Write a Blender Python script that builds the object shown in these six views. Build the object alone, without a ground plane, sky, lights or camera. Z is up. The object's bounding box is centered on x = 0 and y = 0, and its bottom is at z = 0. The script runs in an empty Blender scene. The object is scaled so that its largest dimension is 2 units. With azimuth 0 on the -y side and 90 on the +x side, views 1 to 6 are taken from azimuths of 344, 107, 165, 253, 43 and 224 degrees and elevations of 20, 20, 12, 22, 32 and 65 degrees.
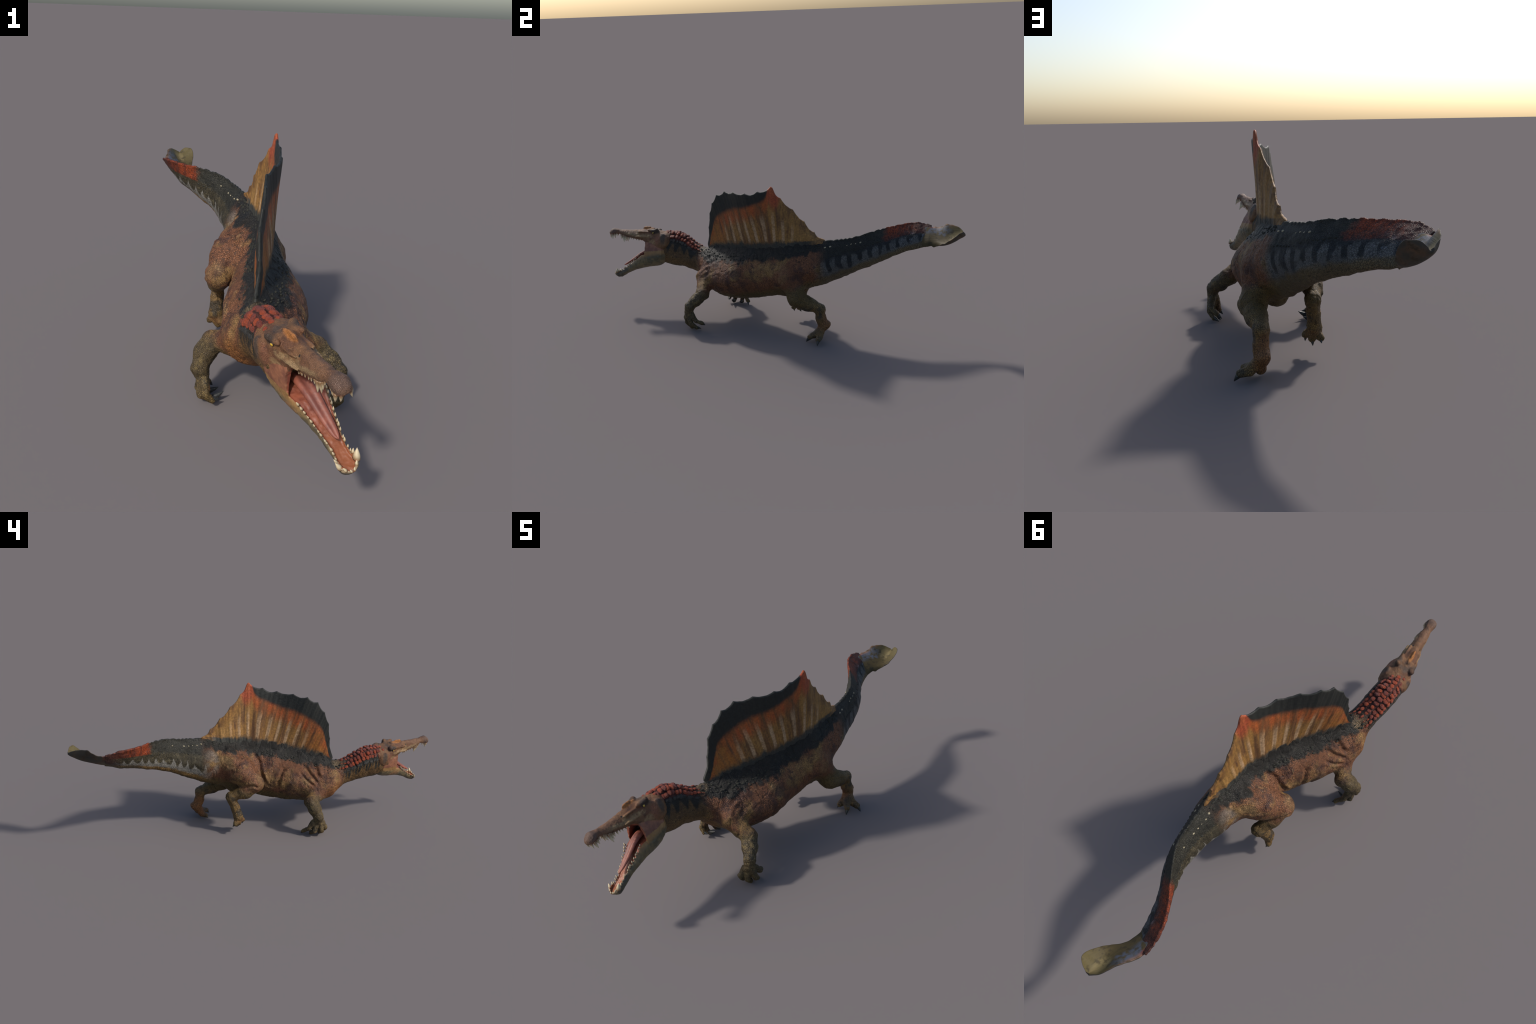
# A sail-backed, crocodile-snouted dinosaur, walking, jaws wide open.
# Soft body: implicit (distance field) modelling + surface nets; sail, tail fluke, teeth, claws
# and scutes: lofts and small meshes.  Frame: head towards -y, z up, metres.
import bpy, math, random
import numpy as np
from mathutils import Matrix, Vector

random.seed(7)
RNG = np.random.default_rng(7)

# ------------------------------------------------------------------ small helpers
def curve(table):
    """smooth (monotone Hermite) interpolation through rows (t, v0, v1, ...)"""
    T = np.array([r[0] for r in table], float); V = np.array([r[1:] for r in table], float)
    d = np.diff(V, axis=0) / np.diff(T)[:, None]
    m = np.zeros_like(V); m[0] = d[0]; m[-1] = d[-1]
    h = np.diff(T)[:, None]
    w1 = 2 * h[1:] + h[:-1]; w2 = h[1:] + 2 * h[:-1]
    with np.errstate(all='ignore'):
        mm = (w1 + w2) / (w1 / d[:-1] + w2 / d[1:])
    m[1:-1] = np.where(d[:-1] * d[1:] > 0, np.nan_to_num(mm), 0)
    def f(t):
        t = np.clip(np.asarray(t, float), T[0], T[-1])
        i = np.clip(np.searchsorted(T, t) - 1, 0, len(T) - 2)
        H = (T[i + 1] - T[i])[..., None]; u = ((t - T[i])[..., None]) / H
        return ((2*u**3 - 3*u**2 + 1) * V[i] + (u**3 - 2*u**2 + u) * H * m[i]
                + (-2*u**3 + 3*u**2) * V[i + 1] + (u**3 - u**2) * H * m[i + 1])
    return f

def smin(a, b, k):
    h = np.clip(0.5 + 0.5 * (b - a) / k, 0, 1)
    return b + (a - b) * h - k * h * (1 - h)

def smax(a, b, k):
    return -smin(-a, -b, k)

def noise3(P, scale, seed=0):
    """value noise, -1..1"""
    Q = P * scale + seed * 17.31
    i = np.floor(Q).astype(np.int64); f = Q - i; f = f * f * (3 - 2 * f)
    def h(dx, dy, dz):
        n = (i[:, 0] + dx) * 73856093 ^ (i[:, 1] + dy) * 19349663 ^ (i[:, 2] + dz) * 83492791
        n = (n ^ (n >> 13)) * 1274126177
        return ((n ^ (n >> 16)) & 0xffff) / 32767.5 - 1
    x, y, z = f.T
    l = lambda a, b, t: a + (b - a) * t
    return l(l(l(h(0,0,0), h(1,0,0), x), l(h(0,1,0), h(1,1,0), x), y),
             l(l(h(0,0,1), h(1,0,1), x), l(h(0,1,1), h(1,1,1), x), y), z)

class Field:
    """a block of distance samples with region labels"""
    def __init__(s, lo, hi, h):
        s.lo = np.array(lo, float); s.h = h
        s.n = np.ceil((np.array(hi) - s.lo) / h).astype(int) + 1
        s.ax = [s.lo[i] + h * np.arange(s.n[i]) for i in range(3)]
        s.f = np.full(s.n, 0.2, np.float32); s.lab = np.zeros(s.n, np.uint8)
    def box(s, lo, hi):
        a = np.clip(np.floor((np.array(lo) - s.lo) / s.h).astype(int), 0, s.n)
        b = np.clip(np.ceil((np.array(hi) - s.lo) / s.h).astype(int) + 1, 0, s.n)
        sl = tuple(slice(a[i], b[i]) for i in range(3))
        g = np.meshgrid(*[s.ax[i][sl[i]].astype(np.float32) for i in range(3)], indexing='ij', sparse=True)
        return sl, g
    def add(s, sl, d, k, lab):
        cur = s.f[sl]; s.lab[sl] = np.where(d < cur, lab, s.lab[sl]); s.f[sl] = smin(cur, d, k)

def rcone(g, a, b, ra, rb):
    """round cone (limb segment) distance on an open grid"""
    a = np.array(a); b = np.array(b); ba = b - a; L2 = ba @ ba
    t = np.clip(((g[0]-a[0])*ba[0] + (g[1]-a[1])*ba[1] + (g[2]-a[2])*ba[2]) / L2, 0, 1)
    d = np.sqrt((g[0]-a[0]-t*ba[0])**2 + (g[1]-a[1]-t*ba[1])**2 + (g[2]-a[2]-t*ba[2])**2)
    return d - (ra + (rb - ra) * t)

def ellip(g, c, r, ax=None):
    """ellipsoid; ax = 3x3 rows of local axes"""
    d = [g[i] - c[i] for i in range(3)]
    if ax is not None:
        d = [ax[i][0]*d[0] + ax[i][1]*d[1] + ax[i][2]*d[2] for i in range(3)]
    k0 = np.sqrt(sum((d[i]/r[i])**2 for i in range(3)))
    k1 = np.sqrt(sum((d[i]/r[i]**2)**2 for i in range(3))) + 1e-9
    return k0 * (k0 - 1) / k1

def chain(F, nodes, k, kbody, lab):
    """limb: list of (point, radius); segments merge softly, then merge into the body"""
    P = np.array([n[0] for n in nodes]); R = np.array([n[1] for n in nodes]); m = R.max() + kbody + 3*F.h
    sl, g = F.box(P.min(0) - m, P.max(0) + m)
    d = None
    for (a, ra), (b, rb) in zip(nodes[:-1], nodes[1:]):
        e = rcone(g, a, b, ra, rb)
        d = e if d is None else smin(d, e, k)
    F.add(sl, d, kbody, lab)

def surface_nets(F):
    f = F.f; ins = f < 0
    nx, ny, nz = f.shape
    c = np.zeros((nx-1, ny-1, nz-1), np.uint8)
    for dx in (0, 1):
        for dy in (0, 1):
            for dz in (0, 1):
                c += ins[dx:nx-1+dx, dy:ny-1+dy, dz:nz-1+dz]
    act = (c > 0) & (c < 8)
    I = np.argwhere(act)
    idx = np.full(act.shape, -1, np.int32); idx[act] = np.arange(len(I))
    acc = np.zeros((len(I), 3)); cnt = np.zeros(len(I))
    cor = [(a, b, d) for a in (0, 1) for b in (0, 1) for d in (0, 1)]
    for p in cor:
        for axis in range(3):
            if p[axis]: continue
            q = list(p); q[axis] = 1
            fa = f[I[:,0]+p[0], I[:,1]+p[1], I[:,2]+p[2]].astype(float)
            fb = f[I[:,0]+q[0], I[:,1]+q[1], I[:,2]+q[2]].astype(float)
            s = (fa < 0) != (fb < 0)
            t = np.where(s, fa / np.where(s, fa - fb, 1), 0)
            pos = np.tile(np.array(p, float), (len(I), 1)); pos[:, axis] = t
            acc[s] += pos[s]; cnt[s] += 1
    V = F.lo + F.h * (I + acc / cnt[:, None])
    faces = []
    for axis in range(3):
        a1, a2 = (axis+1) % 3, (axis+2) % 3
        sa = [slice(None)]*3; sb = [slice(None)]*3
        sa[axis] = slice(0, -1); sb[axis] = slice(1, None)
        A = ins[tuple(sa)]; B = ins[tuple(sb)]
        E = np.argwhere(A != B)
        ok = (E[:, a1] > 0) & (E[:, a2] > 0) & (E[:, a1] < f.shape[a1]-1) & (E[:, a2] < f.shape[a2]-1)
        E = E[ok]
        fl = A[E[:,0], E[:,1], E[:,2]]
        q = []
        for d1, d2 in ((1,1),(0,1),(0,0),(1,0)):
            e = E.copy(); e[:, a1] -= d1; e[:, a2] -= d2
            q.append(idx[e[:,0], e[:,1], e[:,2]])
        q = np.stack(q, 1)
        q[~fl] = q[~fl][:, ::-1]
        faces.append(q)
    Q = np.concatenate(faces); Q = Q[(Q >= 0).all(1)]
    lab = F.lab[tuple(np.clip(np.rint((V - F.lo) / F.h).astype(int), 0, F.n - 1).T)]
    return V, Q, lab

def relax(V, Q, it, w=0.5, mu=-0.52):
    """Taubin smoothing"""
    e = np.concatenate([Q[:, [0,1]], Q[:, [1,2]], Q[:, [2,3]], Q[:, [3,0]]]); e = np.concatenate([e, e[:, ::-1]])
    n = np.bincount(e[:,0], minlength=len(V))[:, None]
    for j in range(it * 2):
        s = np.stack([np.bincount(e[:,0], V[e[:,1], i], len(V)) for i in range(3)], 1)
        V = V + (w if j % 2 == 0 else mu) * (s / np.maximum(n, 1) - V)
    return V

def vnormals(V, Q):
    fn = np.cross(V[Q[:,2]] - V[Q[:,0]], V[Q[:,3]] - V[Q[:,1]])
    N = np.zeros_like(V)
    for i in range(4):
        for a in range(3):
            N[:, a] += np.bincount(Q[:, i], fn[:, a], len(V))
    return N / (np.linalg.norm(N, axis=1)[:, None] + 1e-12)

def mesh_obj(name, V, Faces, parent=None, mat=None, smooth=True, normals=None, M=None, kind=None):
    me = bpy.data.meshes.new(name)
    V = np.asarray(V, np.float32)
    if isinstance(Faces, np.ndarray):
        k = Faces.shape[1]
        me.vertices.add(len(V)); me.vertices.foreach_set('co', V.ravel())
        me.loops.add(Faces.size); me.loops.foreach_set('vertex_index', Faces.ravel().astype(np.int32))
        me.polygons.add(len(Faces)); me.polygons.foreach_set('loop_start', np.arange(0, Faces.size, k, dtype=np.int32))
        me.update(calc_edges=True); me.validate()
    else:
        me.from_pydata([tuple(v) for v in V], [], [tuple(f) for f in Faces])
        me.validate()
    me.polygons.foreach_set('use_smooth', [smooth] * len(me.polygons))
    if normals is not None:
        me.normals_split_custom_set_from_vertices([tuple(n) for n in normals])
    if mat: me.materials.append(mat)
    o = bpy.data.objects.new(name, me); bpy.context.collection.objects.link(o)
    if M is not None: o.matrix_world = M
    if parent:
        o.parent = parent
    if kind: o["kind"] = kind
    return o

def split_regions(V, Q, regions, facelab, parent, M=None):
    """one smooth surface cut by face label into named objects with shared borders and normals"""
    N = vnormals(V, Q); out = {}
    for lab, (name, mat) in regions.items():
        q = Q[facelab == lab]
        if not len(q): continue
        u, inv = np.unique(q, return_inverse=True)
        out[lab] = mesh_obj(name, V[u], inv.reshape(-1, 4), parent, mat, True, N[u], M)
    return out

def face_labels(Q, lab):
    L = np.sort(lab[Q], axis=1); return L[:, 1]

# ------------------------------------------------------------------ node helper
class S:
    """a shader socket with arithmetic"""
    def __init__(s, nt, sock): s.nt = nt; s.k = sock
    def _m(s, op, *o):
        n = s.nt.nodes.new('ShaderNodeMath'); n.operation = op
        for i, x in enumerate((s,) + o):
            if isinstance(x, S): s.nt.links.new(x.k, n.inputs[i])
            else: n.inputs[i].default_value = x
        return S(s.nt, n.outputs[0])
    def __add__(s, o): return s._m('ADD', o)
    __radd__ = __add__
    def __sub__(s, o): return s._m('SUBTRACT', o)
    def __rsub__(s, o): return (s * -1) + o
    def __mul__(s, o): return s._m('MULTIPLY', o)
    __rmul__ = __mul__
    def __truediv__(s, o): return s._m('DIVIDE', o)
    def max(s, o): return s._m('MAXIMUM', o)
    def min(s, o): return s._m('MINIMUM', o)
    def abs(s): return s._m('ABSOLUTE')
    def sin(s): return s._m('SINE')
    def pow(s, o): return s._m('POWER', o)
    def floor(s): return s._m('FLOOR')
    def fract(s): return s._m('FRACT')
    def step(s, a, b):
        """smooth ramp 0 at a .. 1 at b (a may exceed b)"""
        n = s.nt.nodes.new('ShaderNodeMapRange'); n.interpolation_type = 'SMOOTHSTEP'
        lo, hi, x = (a, b, (0, 1)) if a < b else (b, a, (1, 0))
        s.nt.links.new(s.k, n.inputs[0])
        n.inputs[1].default_value = lo; n.inputs[2].default_value = hi
        n.inputs[3].default_value = x[0]; n.inputs[4].default_value = x[1]
        return S(s.nt, n.outputs[0])
    def fit(s, pts):
        """value through (x, y) control points (Float Curve on a normalised axis)"""
        xs = [p[0] for p in pts]; ys = [p[1] for p in pts]
        x0, x1, y0, y1 = min(xs), max(xs), min(ys), max(ys)
        if y1 - y0 < 1e-9: y1 = y0 + 1
        u = (s - x0) * (1 / (x1 - x0))
        n = s.nt.nodes.new('ShaderNodeFloatCurve'); c = n.mapping.curves[0]
        P = sorted((((x - x0)/(x1 - x0), (y - y0)/(y1 - y0)) for x, y in pts))
        c.points[0].location = P[0]; c.points[1].location = P[-1]
        for p in P[1:-1]: c.points.new(*p)
        n.mapping.update(); s.nt.links.new(u.k, n.inputs[1])
        return S(s.nt, n.outputs[0]) * (y1 - y0) + y0

class Mat:
    def __init__(s, name, rough=0.55, spec=0.35):
        s.m = bpy.data.materials.new(name); s.m.use_nodes = True; s.nt = s.m.node_tree
        s.b = s.nt.nodes['Principled BSDF']
        s.b.inputs['Roughness'].default_value = rough
        s.b.inputs['Specular IOR Level'].default_value = spec
        tc = s.nt.nodes.new('ShaderNodeTexCoord'); s.P = tc.outputs['Object']
        sp = s.nt.nodes.new('ShaderNodeSeparateXYZ'); s.nt.links.new(s.P, sp.inputs[0])
        s.x, s.y, s.z = (S(s.nt, sp.outputs[i]) for i in range(3))
        s.bumps = []
    def vec(s, x, y, z):
        n = s.nt.nodes.new('ShaderNodeCombineXYZ')
        for i, v in enumerate((x, y, z)):
            if isinstance(v, S): s.nt.links.new(v.k, n.inputs[i])
            else: n.inputs[i].default_value = v
        return n.outputs[0]
    def noise(s, scale, detail=3, rough=.55, vec=None, dist=0):
        n = s.nt.nodes.new('ShaderNodeTexNoise'); n.inputs['Scale'].default_value = scale
        n.inputs['Detail'].default_value = detail; n.inputs['Roughness'].default_value = rough
        n.inputs['Distortion'].default_value = dist
        s.nt.links.new(vec or s.P, n.inputs['Vector']); return S(s.nt, n.outputs['Fac'])
    def voronoi(s, scale, feature='F1', vec=None, rnd=1.0, out='Distance'):
        n = s.nt.nodes.new('ShaderNodeTexVoronoi'); n.feature = feature
        n.inputs['Scale'].default_value = scale; n.inputs['Randomness'].default_value = rnd
        s.nt.links.new(vec or s.P, n.inputs['Vector']); return S(s.nt, n.outputs[out])
    def near(s, c, r):
        """soft ball mask: 1 at c, 0 beyond r (r scalar or per axis)"""
        r = (r, r, r) if not hasattr(r, '__len__') else r
        q = ((s.x - c[0]) * (1/r[0])).pow(2) + ((s.y - c[1]) * (1/r[1])).pow(2) + ((s.z - c[2]) * (1/r[2])).pow(2)
        return q.step(1.0, 0.25)
    def rgb(s, c):
        n = s.nt.nodes.new('ShaderNodeRGB'); n.outputs[0].default_value = (*c, 1); return n.outputs[0]
    def mix(s, a, b, fac):
        n = s.nt.nodes.new('ShaderNodeMix'); n.data_type = 'RGBA'; n.clamp_factor = True
        a = s.rgb(a) if isinstance(a, tuple) else a; b = s.rgb(b) if isinstance(b, tuple) else b
        s.nt.links.new(a, n.inputs[6]); s.nt.links.new(b, n.inputs[7])
        if isinstance(fac, S): s.nt.links.new(fac.k, n.inputs[0])
        else: n.inputs[0].default_value = fac
        return n.outputs[2]
    def scale_val(s, col, val):
        """multiply a colour by a grey value"""
        n = s.nt.nodes.new('ShaderNodeVectorMath'); n.operation = 'SCALE'
        s.nt.links.new(col, n.inputs[0]); s.nt.links.new(val.k, n.inputs['Scale']); return n.outputs[0]
    def bump(s, h, dist, strength=1.0):
        s.bumps.append((h, dist, strength))
    def done(s, col):
        if isinstance(col, tuple): col = s.rgb(col)
        s.nt.links.new(col, s.b.inputs['Base Color'])
        prev = None
        for h, d, st in s.bumps:
            n = s.nt.nodes.new('ShaderNodeBump'); n.inputs['Distance'].default_value = d
            n.inputs['Strength'].default_value = st
            s.nt.links.new(h.k, n.inputs['Height'])
            if prev: s.nt.links.new(prev, n.inputs['Normal'])
            prev = n.outputs[0]
        if prev: s.nt.links.new(prev, s.b.inputs['Normal'])
        return s.m

# ------------------------------------------------------------------ materials
# the back and belly lines of the trunk, as curves of y: used to lay the markings along the body
BACK = [(-.76,.435),(-.65,.453),(-.55,.438),(-.46,.390),(-.42,.384),(-.33,.397),(-.18,.430),(.03,.466),(.20,.498),(.30,.515),(.48,.537),(.60,.556),(.76,.563),(.87,.54)]
BELLY = [(-.76,.315),(-.65,.272),(-.55,.257),(-.46,.222),(-.38,.158),(-.25,.131),(-.12,.141),(.03,.178),(.20,.232),(.30,.265),(.40,.312),(.48,.350),(.60,.398),(.70,.437),(.87,.48)]
MIDX = [(-.76,-.092),(-.60,-.093),(-.46,-.079),(-.33,-.046),(-.18,.002),(-.07,.04),(.05,.07),(.20,.074),(.40,.051),(.48,.036),(.555,.002),(.65,-.065),(.76,-.122),(.87,-.12)]

def make_skin():
    m = Mat("scaly_skin", .58, .26)
    x, y, z = m.x, m.y, m.z
    zt, zb, xm = y.fit(BACK), y.fit(BELLY), y.fit(MIDX)
    n1 = m.noise(7, 3); n2 = m.noise(24, 4); n3 = m.noise(90, 3)
    t = (z - zb) / (zt - zb)
    tw = t + (n2 - .5) * .16 + (n1 - .5) * .10
    right = (x - xm).step(.012, -.012)                       # animal's right flank (-x)
    # ---- torso: red-brown and ochre mottle, dark diagonal bars
    col = m.mix((.205,.085,.040), (.315,.180,.066), n1.step(.49, .64))
    col = m.mix(col, (.085,.040,.030), m.noise(13, 5, .65).step(.51, .62) * .8)
    col = m.mix(col, (.060,.032,.026), m.noise(34, 4, .7).step(.56, .66) * .6)
    col = m.mix(col, (.360,.225,.110), m.noise(28, 4, .65, dist=.6).step(.60, .70) * .55)
    bars = (y * 78 + (z - .3) * 22 + (n2 - .5) * 7 + (n1 - .5) * 8).sin().step(.15, .9) * y.step(-.34, -.28) * y.step(.02, -.06) * t.step(.15, .3) * t.step(.8, .65)
    col = m.mix(col, (.075,.036,.028), bars * .55)
    for c, r, k in (((-.02,.19,.40),(.08,.05,.045),.8), ((-.10,.05,.30),(.07,.06,.06),.6), ((-.13,-.20,.26),(.08,.06,.07),.55), ((-.06,-.04,.28),(.07,.04,.07),.5), ((.18,.10,.36),(.06,.04,.08),.45)):
        col = m.mix(col, (.340,.205,.090), m.near(c, r) * n2.step(.35, .6) * k)
    # belly: olive ochre
    belly = tw.step(.30, .14)
    col = m.mix(col, (.150,.098,.034), belly)
    # chest: orange brown in front of the shoulders
    col = m.mix(col, (.290,.115,.036), m.near((-.10,-.40,.22), (.11,.09,.10)) * .85)
    # ---- neck
    nk = y.step(-.42, -.47)
    ncol = m.mix((.165,.095,.040), (.095,.055,.030), m.noise(40, 3).step(.45, .65) * .7)
    ncol = m.mix(ncol, (.225,.125,.040), tw.step(.42, .22) * .6)
    ncol = m.mix(ncol, (.120,.092,.040), tw.step(.16, .05))
    drip = (y * 120 + (n1 - .5) * 9).sin() * .10 + .60 + (n2 - .5) * .2 - right * .16
    ncol = m.mix(ncol, (.026,.026,.022), (t - drip).step(-.05, .08) * .95)
    ncol = m.mix(ncol, (.120,.030,.020), t.step(.80, .86) * y.step(-.45, -.50) * .8)
    fine = (y * 330 + (n2 - .5) * 6).sin().step(.0, 1.0) * t.step(.2, .45) * t.step(.75, .5)
    ncol = m.mix(ncol, (.300,.160,.045), fine * right * .45)
    col = m.mix(col, ncol, nk)
    # ---- tail
    tl = y.step(.25, .33)
    stripe = (y * 132 + (n1 - .5) * 9 + (n2 - .5) * 3 + (t - .4) * 4).sin()
    tcol_r = m.mix((.056,.046,.026), (.110,.090,.050), m.noise(30, 3).step(.5, .7))
    tri = ((y * 23 + (n1 - .5) * 1.6).fract() * 2 - 1).abs()
    edge_r = .33 + tri.pow(2.2) * (.20 + (n1 - .5) * .3) + (n2 - .5) * .16
    tcol_r = m.mix(tcol_r, (.270,.255,.225), (edge_r - t).step(-.03, .03) * y.step(.83, .74) * .85)
    tcol_r = m.mix(tcol_r, (.300,.165,.040), (t + (n2 - .5) * .2).step(.25, .17) * .9)
    tcol_r = m.mix(tcol_r, (.120,.080,.030), t.step(.14, .04) * y.step(.62, .5))
    tcol_l = m.mix((.020,.023,.025), (.044,.046,.046), m.noise(26, 3).step(.5, .7))
    edge_l = .62 - stripe.step(-.3, .9) * (.20 + n1 * .14) + (n2 - .5) * .26
    tcol_l = m.mix(tcol_l, (.150,.150,.145), (edge_l - t).step(-.06, .06) * .72)
    tcol_l = m.mix(tcol_l, (.150,.105,.045), (t + (n2 - .5) * .2).step(.34, .20) * .85)
    spots = m.near((.08,.40,.40), (.1,.09,.022)) * stripe.step(.1, .7)
    tcol_l = m.mix(tcol_l, (.030,.032,.036), spots)
    tcol_l = m.mix(tcol_l, (.200,.215,.250), m.noise(34, 3).step(.52, .66) * y.step(.66, .74) * t.step(.9, .7) * t.step(.35, .55) * .8)
    tcol = m.mix(tcol_l, tcol_r, right)
    # dark comb of the back, red towards the end
    comb = (t + (n3 - .5) * .05)
    tcol = m.mix(tcol, (.026,.026,.020), comb.step(.66, .74) * y.step(.66, .55) * .85)
    red = comb.step(.64, .70) * (y + (n2 - .5) * .05).step(.585, .615) * y.step(.86, .80)
    tcol = m.mix(tcol, m.mix((.290,.050,.012), (.120,.026,.012), (m.noise(1, 3, vec=m.vec(x * 40, y * 90, z * 25)) + y.step(.64, .80) * .25).step(.42, .68)), red * (right * .45 + .55))
    tcol = m.mix(tcol, (.090,.035,.028), y.step(.73, .82) * right * .75)
    # pale rump patch where the tail begins
    col = m.mix(col, (.330,.265,.205), m.near((.0,.27,.40), (.09,.055,.09)) * n2.step(.35, .62) * right * .75)
    col = m.mix(col, tcol, tl)
    # ---- dark saddle along the back
    sad = (t - right * .035 + (n2 - .5) * .22 + (n1 - .5) * .20 + (m.noise(1, 3, vec=m.vec(x * 10, y * 60, z * 14)) - .5) * .14).step(.775, .845) * y.step(-.46, -.42) * y.step(.36, .27)
    scol = m.mix((.015,.016,.014), (.042,.041,.033), m.noise(60, 4, .65).step(.5, .75))
    scol = m.mix(scol, (.200,.140,.075), m.near((-.09,-.43,.37), (.06,.05,.04)) * n2.step(.35, .6) * .9)
    col = m.mix(col, scol, sad * .97)
    # ---- limbs
    def limb(c, r): return m.near(c, r)
    arm = limb((-.205,-.265,.12), (.105,.10,.135)).max(limb((.175,-.385,.12), (.095,.10,.15)))
    acol = m.mix((.110,.078,.038), (.190,.135,.056), m.noise(45, 4).step(.48, .68))
    acol = m.mix(acol, (.060,.050,.034), m.noise(22, 3).step(.52, .66) * .8)
    palm = limb((-.165,-.28,.05), (.055,.10,.06)).max(limb((.165,-.38,.05), (.03,.08,.05)))
    acol = m.mix(acol, (.245,.105,.048), palm)
    col = m.mix(col, acol, arm)
    shin = limb((-.072,.12,.17), (.085,.115,.125)).max(limb((.165,.28,.10), (.12,.13,.13)))
    hcol = m.mix((.175,.105,.040), (.250,.150,.050), m.noise(38, 3).step(.45, .65))
    hcol = m.mix(hcol, (.050,.042,.030), m.noise(17, 3).step(.50, .62) * .85)
    hcol = m.mix(hcol, (.035,.034,.034), (y - .275 - (z - .12) * -.55 + (n2 - .5) * .03).step(.012, -.012) * limb((.17,.24,.13), (.1,.1,.13)) * .9)
    hcol = m.mix(hcol, (.260,.110,.040), limb((.140,.325,.08), (.06,.07,.11)).max(limb((-.08,.14,.06), (.05,.06,.055))) * .85)
    col = m.mix(col, hcol, shin)
    # ---- scales: rounded cells with dark seams
    big = m.voronoi(150, 'DISTANCE_TO_EDGE'); small = m.voronoi(250, 'DISTANCE_TO_EDGE')
    sel = m.noise(9, 2).step(.42, .58)
    cell = big * sel + small * (1 - sel)
    seam = cell.step(.01, .20)
    col = m.scale_val(col, seam * .58 + .25 + (n3 - .5) * .6)
    m.bump(cell.min(.25), .005, .8)
    m.bump(n3, .0022, .35)
    return m.done(col)

def make_sail():
    m = Mat("sail_skin", .55, .30)
    x, y, z = m.x, m.y, m.z
    top = y.fit([(-.405,.40),(-.392,.43),(-.380,.50),(-.368,.60),(-.352,.645),(-.332,.685),(-.305,.712),(-.235,.739),(-.13,.749),(-.04,.768),(.0,.784),(.043,.803),(.06,.772),(.105,.722),(.16,.666),(.20,.620),(.25,.566),(.31,.522)])
    bas = y.fit(BACK) + .012
    h = (z - bas) / (top - bas).max(.02)
    n1 = m.noise(9, 3); n2 = m.noise(30, 3)
    foot = y + h * y.fit([(-.40,.07),(-.10,.07),(.04,.01),(.31,-.02)])
    ph = (foot + .375) * (14 / .66)
    streak = m.noise(1, 4, .6, vec=m.vec(ph * 2.2, h * 1.6, x * 5))
    col = m.mix((.270,.135,.036), (.130,.062,.024), streak.step(.42, .62))
    col = m.mix(col, (.33,.18,.05), y.step(.0, .16) * n1.step(.4, .6) * .7)
    # red-orange band under the dark rim, filling the front
    hb = y.fit([(-.405,-.1),(-.385,.05),(-.372,.22),(-.350,.46),(-.33,.58),(-.243,.66),(-.158,.73),(-.073,.79),(-.005,.83),(.018,.95),(.035,1.15),(.31,1.2)])
    e = hb - h + (n1 - .5) * .10 + (streak - .5) * .08
    red = e.step(.36, .14) * y.step(.10, .02)
    front = y.step(-.22, -.30) * h.step(.06, .16)
    col = m.mix(col, (.36,.075,.018), (red.max(front * .75) * streak.step(.74, .36)).min(1) * .95)
    col = m.mix(col, (.31,.125,.026), front * n1.step(.48, .62) * .7)
    col = m.mix(col, (.33,.062,.026), m.near((.09,.05,.80), (.2,.05,.14)) * .9)
    # pale rays
    ray = (ph * 6.2832).sin()
    ray = (ph * 6.2832 + 1.5708 + (n2 - .5) * .8).sin().step(.25, .85) * h.step(.04, .14) * h.step(.66, .36) * y.step(-.29, -.23) * y.step(.20, .10)
    col = m.mix(col, (.42,.27,.15), ray * (n2.step(.3, .6) * .5 + .42))
    dline = (ph * 6.2832 - 1.2).sin().step(.93, .995) * h.step(.85, .6)
    col = m.mix(col, (.09,.035,.025), dline * .25)
    # dark rim and dark foot
    col = m.mix(col, (.020,.021,.018), e.step(.07, -.05))
    col = m.mix(col, (.36,.085,.03), m.near((.095,.045,.80), (.2,.022,.06)) * .9)
    col = m.mix(col, (.042,.042,.036), (h + (n2 - .5) * .12 + (streak - .5) * .2).step(.13, .02) * y.step(.30, .22))
    col = m.scale_val(col, m.noise(120, 3).step(.2, .8) * .5 + .58)
    fine = m.noise(1, 3, .6, vec=m.vec(y * 60, z * 380, x * 30))
    m.bump(streak, .005, .5); m.bump(fine, .002, .5); m.bump(m.voronoi(330, 'DISTANCE_TO_EDGE').min(.2), .002, .4)
    return m.done(col)

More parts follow.
